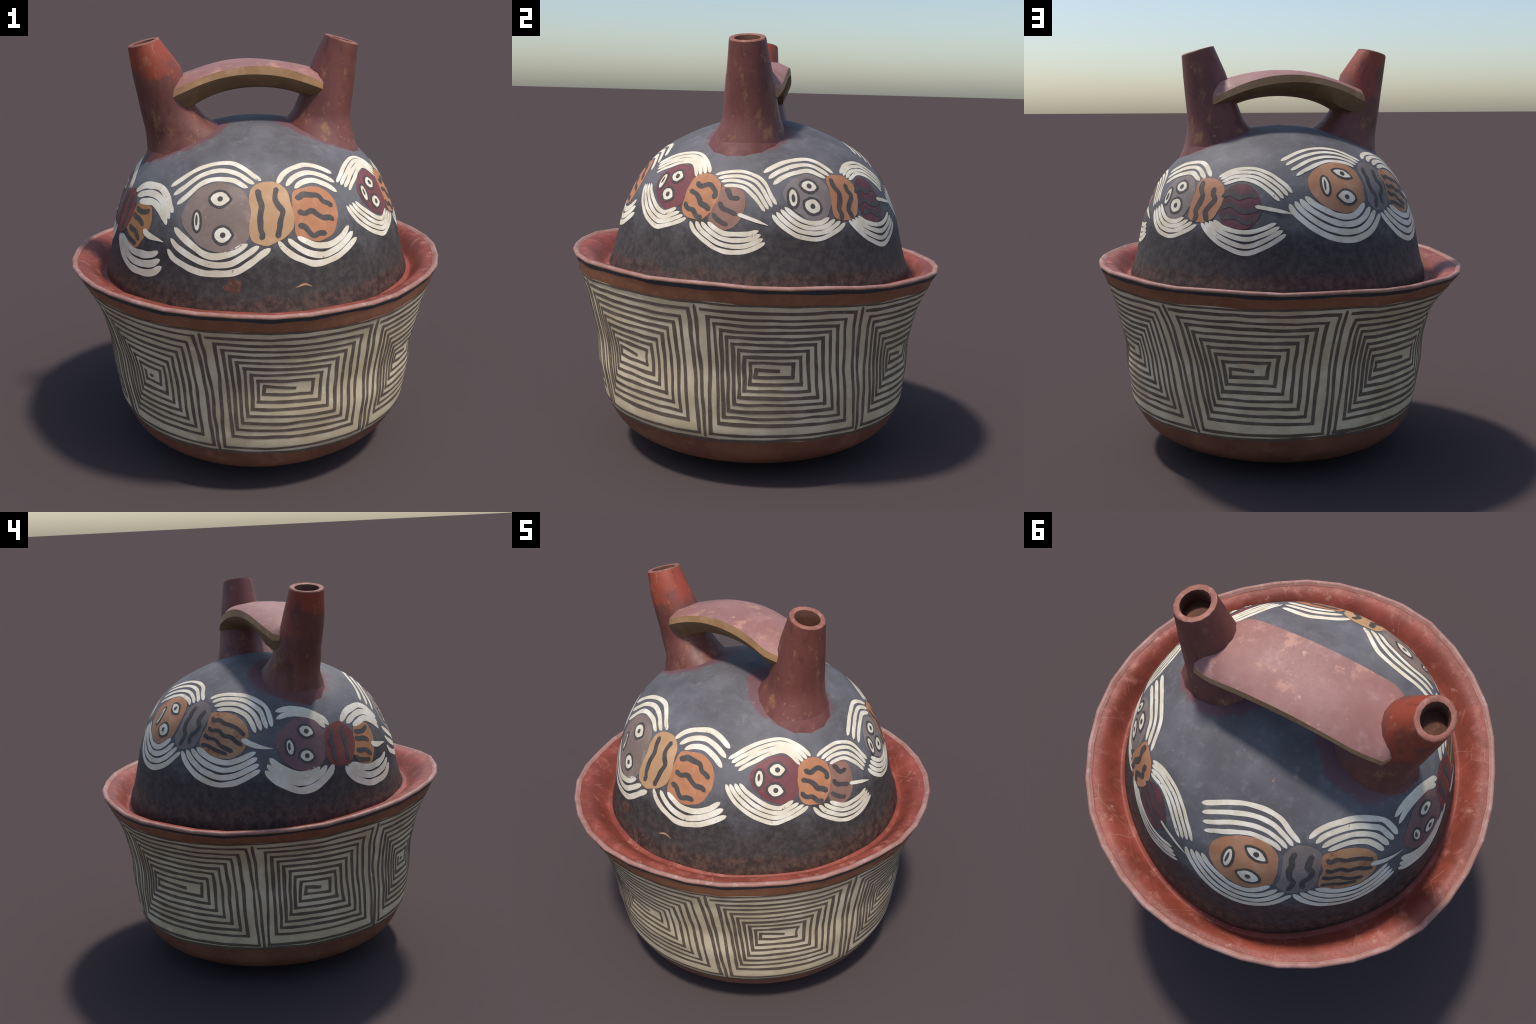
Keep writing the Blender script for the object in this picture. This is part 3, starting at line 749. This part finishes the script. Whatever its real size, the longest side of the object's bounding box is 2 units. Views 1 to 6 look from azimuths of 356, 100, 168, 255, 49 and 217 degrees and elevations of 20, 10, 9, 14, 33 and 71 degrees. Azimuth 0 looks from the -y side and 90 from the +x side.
             'inner': [(200.0, 1.134), (204.1, 1.111), (210.6, 1.09), (217.2, 1.092), (222.4, 1.106), (226.0, 1.125)]}],
  'tail': ([(215.6, 1.198), (219.5, 1.182), (227.8, 1.173)], 0.0282)}]

# ---------------------------------------------------------------- winged figures round the dome
COLOURS = {"B": ("taupe", "tan", "orange"), "C": ("maroon", "orange", "rose"), "D": ("grey", "rust", "wine"),
           "E": ("clay", "grey", "worn"), "F": ("plum", "red", "amber")}
for fig in CREATURES:
    chead, ccollar, cbody = COLOURS[fig["name"]]
    S3 = lambda q: surface_points("dome", q)
    # body and collar overlap: body below, collar above
    for nm, key, col, lift in (("painted_abdomen", "body", cbody, .0012), ("painted_collar", "collar", ccollar, .0017)):
        b = Builder(); blob(b, "dome", S3(fig[key]["outline"]), lift)
        ob = b.make(nm, PAINT[col], dome)
        b = Builder()
        for q in fig[key]["stripes"]:
            stroke(b, "dome", S3(q), fig[key]["width"] * 1.1, lift + .0009, sway=.0008)
        b.make("painted_wavy_stripe", SHADOWLINE, ob)["kind"] = "stuff"
    b = Builder(); blob(b, "dome", S3(fig["head"]), .0014)
    head = b.make("painted_face", PAINT[chead], dome)
    for p0, p1, ratio, q0, q1 in fig["eyes"]:
        e0, e1 = S3([p0, p1])
        b = Builder(); blob(b, "dome", almond("dome", e0, e1, ratio, q0, q1, .0120), .0023, rag=.0008)
        rim = b.make("eye_outline", SHADOWLINE, head)
        b = Builder(); blob(b, "dome", almond("dome", e0, e1, ratio, q0, q1), .0030, rag=.0006)
        b.make("eye_white", WHITE, head)
        c = (e0 + e1) / 2; d = (e1 - e0) / np.linalg.norm(e1 - e0)
        b = Builder(); blob(b, "dome", almond("dome", c - d * .0118, c + d * .0118, 1, 0, 0), .0037, rag=.0004)
        b.make("pupil", SHADOWLINE, head)
    (m0, m1), hw, (s0, s1), shw = fig["mouth"]
    m0, m1, s0, s1 = S3([m0, m1, s0, s1])
    for nm, a0, a1, h, g, lift, mat in (("mouth_outline", m0, m1, hw, .0115, .0023, SHADOWLINE), ("mouth", m0, m1, hw, 0, .0030, WHITE), ("mouth_slit", s0, s1, shw, 0, .0037, SHADOWLINE)):
        b = Builder(); blob(b, "dome", almond("dome", a0, a1, h / (np.linalg.norm(a1 - a0) / 2), 0, 0, g), lift, rag=.0004)
        b.make(nm, mat, head)
    for w in fig["wings"]:
        po, pi = S3(w["outer"]), S3(w["inner"])
        so, si = spline(po, 24)[0], spline(pi, 24)[0]
        b = Builder()
        for k in range(w["strokes"]):
            t = k / max(1, w["strokes"] - 1)
            stroke(b, "dome", so * (1 - t) + si * t, w["width"] * .97, .0010 + .00016 * k, blunt=(.7, .7), sway=.0010, rag=.06)
        b.make("painted_wing", WHITE, dome)
    if fig["tail"]:
        b = Builder(); q, wd = fig["tail"]
        stroke(b, "dome", S3(q), wd, .0026, blunt=(.9, .1), sway=.0004, rag=.03)
        b.make("painted_sting", WHITE, dome)

# ---------------------------------------------------------------- squared spirals round the bowl
SEAMS = [((304.2, .853), (308, .245)), ((353.7, .853), (355.3, .245)), ((43, .853), (50, .24)), ((98.8, .853), (95.6, .235)),
         ((157.4, .853), (158.7, .235)), ((202.2, .853), (210.5, .24)), ((249.2, .853), (252.8, .245))]
CORES = [((322.5, .580), (331.8, .575)), ((12.7, .567), (20.7, .572)), ((64.1, .557), (72.4, .567)), ((114.6, .545), (132.7, .551)),
         ((177, .554), (182.9, .559)), ((224.9, .553), (228.4, .557)), ((269.3, .585), (281.1, .582))]
TURNS = [8, 9, 8, 8, 8, 8, 8]
PITCH_LINE = .0152
for i in range(7):
    (tl, bl), (tr, br) = SEAMS[i], SEAMS[(i + 1) % 7]
    un = lambda p, ref: (p[0] + 360 * round((ref - p[0]) / 360), p[1])
    c0, c1 = CORES[i]
    tl, bl, tr, br, c1 = [np.array(un(p, c0[0])) for p in (tl, bl, tr, br, c1)]; c0 = np.array(c0)
    # half a line's gap away from the seam
    half = np.array([2.0, 0]); up = np.array([0, .022])
    corners = [tl + half - up, tr - half - up, br - half + up, bl + half + up]
    ends = [c0, c1, c1, c0]
    turns = TURNS[i]
    path = []
    block = i == 5                     # this panel keeps a pale block at its heart
    for k in range(turns):
        for q in range(4):
            f = (k + q * .25 * (1 if k else .0)) / (turns + .45)
            path.append(corners[q] * (1 - f) + ends[q] * f)
    f = (turns) / (turns + .45)
    path.append(corners[0] * (1 - f) + ends[0] * f)
    if not block:
        path.append(c1 * .75 + c0 * .25)
    b = Builder()
    # each straight run is one stroke of the brush; runs meet at the corners
    for q in range(len(path) - 1):
        p, r = path[q], path[q + 1]
        m = max(3, int(abs(r[0] - p[0]) / 3 + abs(r[1] - p[1]) / .04))
        run = [p + (r - p) * t for t in np.linspace(0, 1, m)]
        stroke(b, "bowl", surface_points("bowl", run), PITCH_LINE * (1 + .12 * math.sin(q * 2.3 + i)), .0011 + .00012 * (q % 3), blunt=(2, 2), sway=.0014, step=.012, rag=.10)
    if block:
        stroke(b, "bowl", surface_points("bowl", [c0 * .8 + c1 * .2, (c0 + c1) / 2, c1 * .8 + c0 * .2]), .014, .0012)
    b.make("painted_spiral", LINE, bowl)

# seams between panels and the lines that frame the painted zone
for i in range(7):
    b = Builder()
    t, l = SEAMS[i]
    run = [np.array(t) + (np.array(l) - np.array(t)) * s for s in np.linspace(0, 1, 14)]
    stroke(b, "bowl", surface_points("bowl", run), .015, .0016, sway=.0018, step=.012, rag=.12)
    b.make("painted_divider", LINE, bowl)
for w, wd in ((.861, .011), (.237, .016)):
    b = Builder()
    for h in range(2):
        run = [(d + 180 * h, w + .003 * math.sin(math.radians(5 * d + 40 * h)) * (1 if 5 < d < 175 else 0)) for d in np.linspace(-.5, 180.5, 60)]
        stroke(b, "bowl", surface_points("bowl", run), wd, .0018 + .0002 * h, sway=.0015, step=.012, rag=.14)
    b.make("painted_border_line", LINE, bowl)

# ---------------------------------------------------------------- damage: bare clay shows through the black slip
BARE = slip("bare_clay", "#6f4a38", "#553428", "#85604a", .6, 22, speck="#4a3a34", speck_at=.56)
b = Builder(); blob(b, "dome", surface_points("dome", [(254, 1.021), (255.4, 1.045), (257.5, 1.054), (260, 1.046), (261, 1.030), (260.2, 1.008), (258.2, .997), (255.6, 1.003)]), .0008, rag=.006)
b.make("bare_clay_patch", BARE, dome)
b = Builder(); stroke(b, "dome", surface_points("dome", [(280.1, 1.016), (283.4, 1.027), (286.3, 1.013)]), .013, .0008, blunt=(.1, .1), rag=.15)
b.make("clay_nick", STRAP_EDGE, dome)
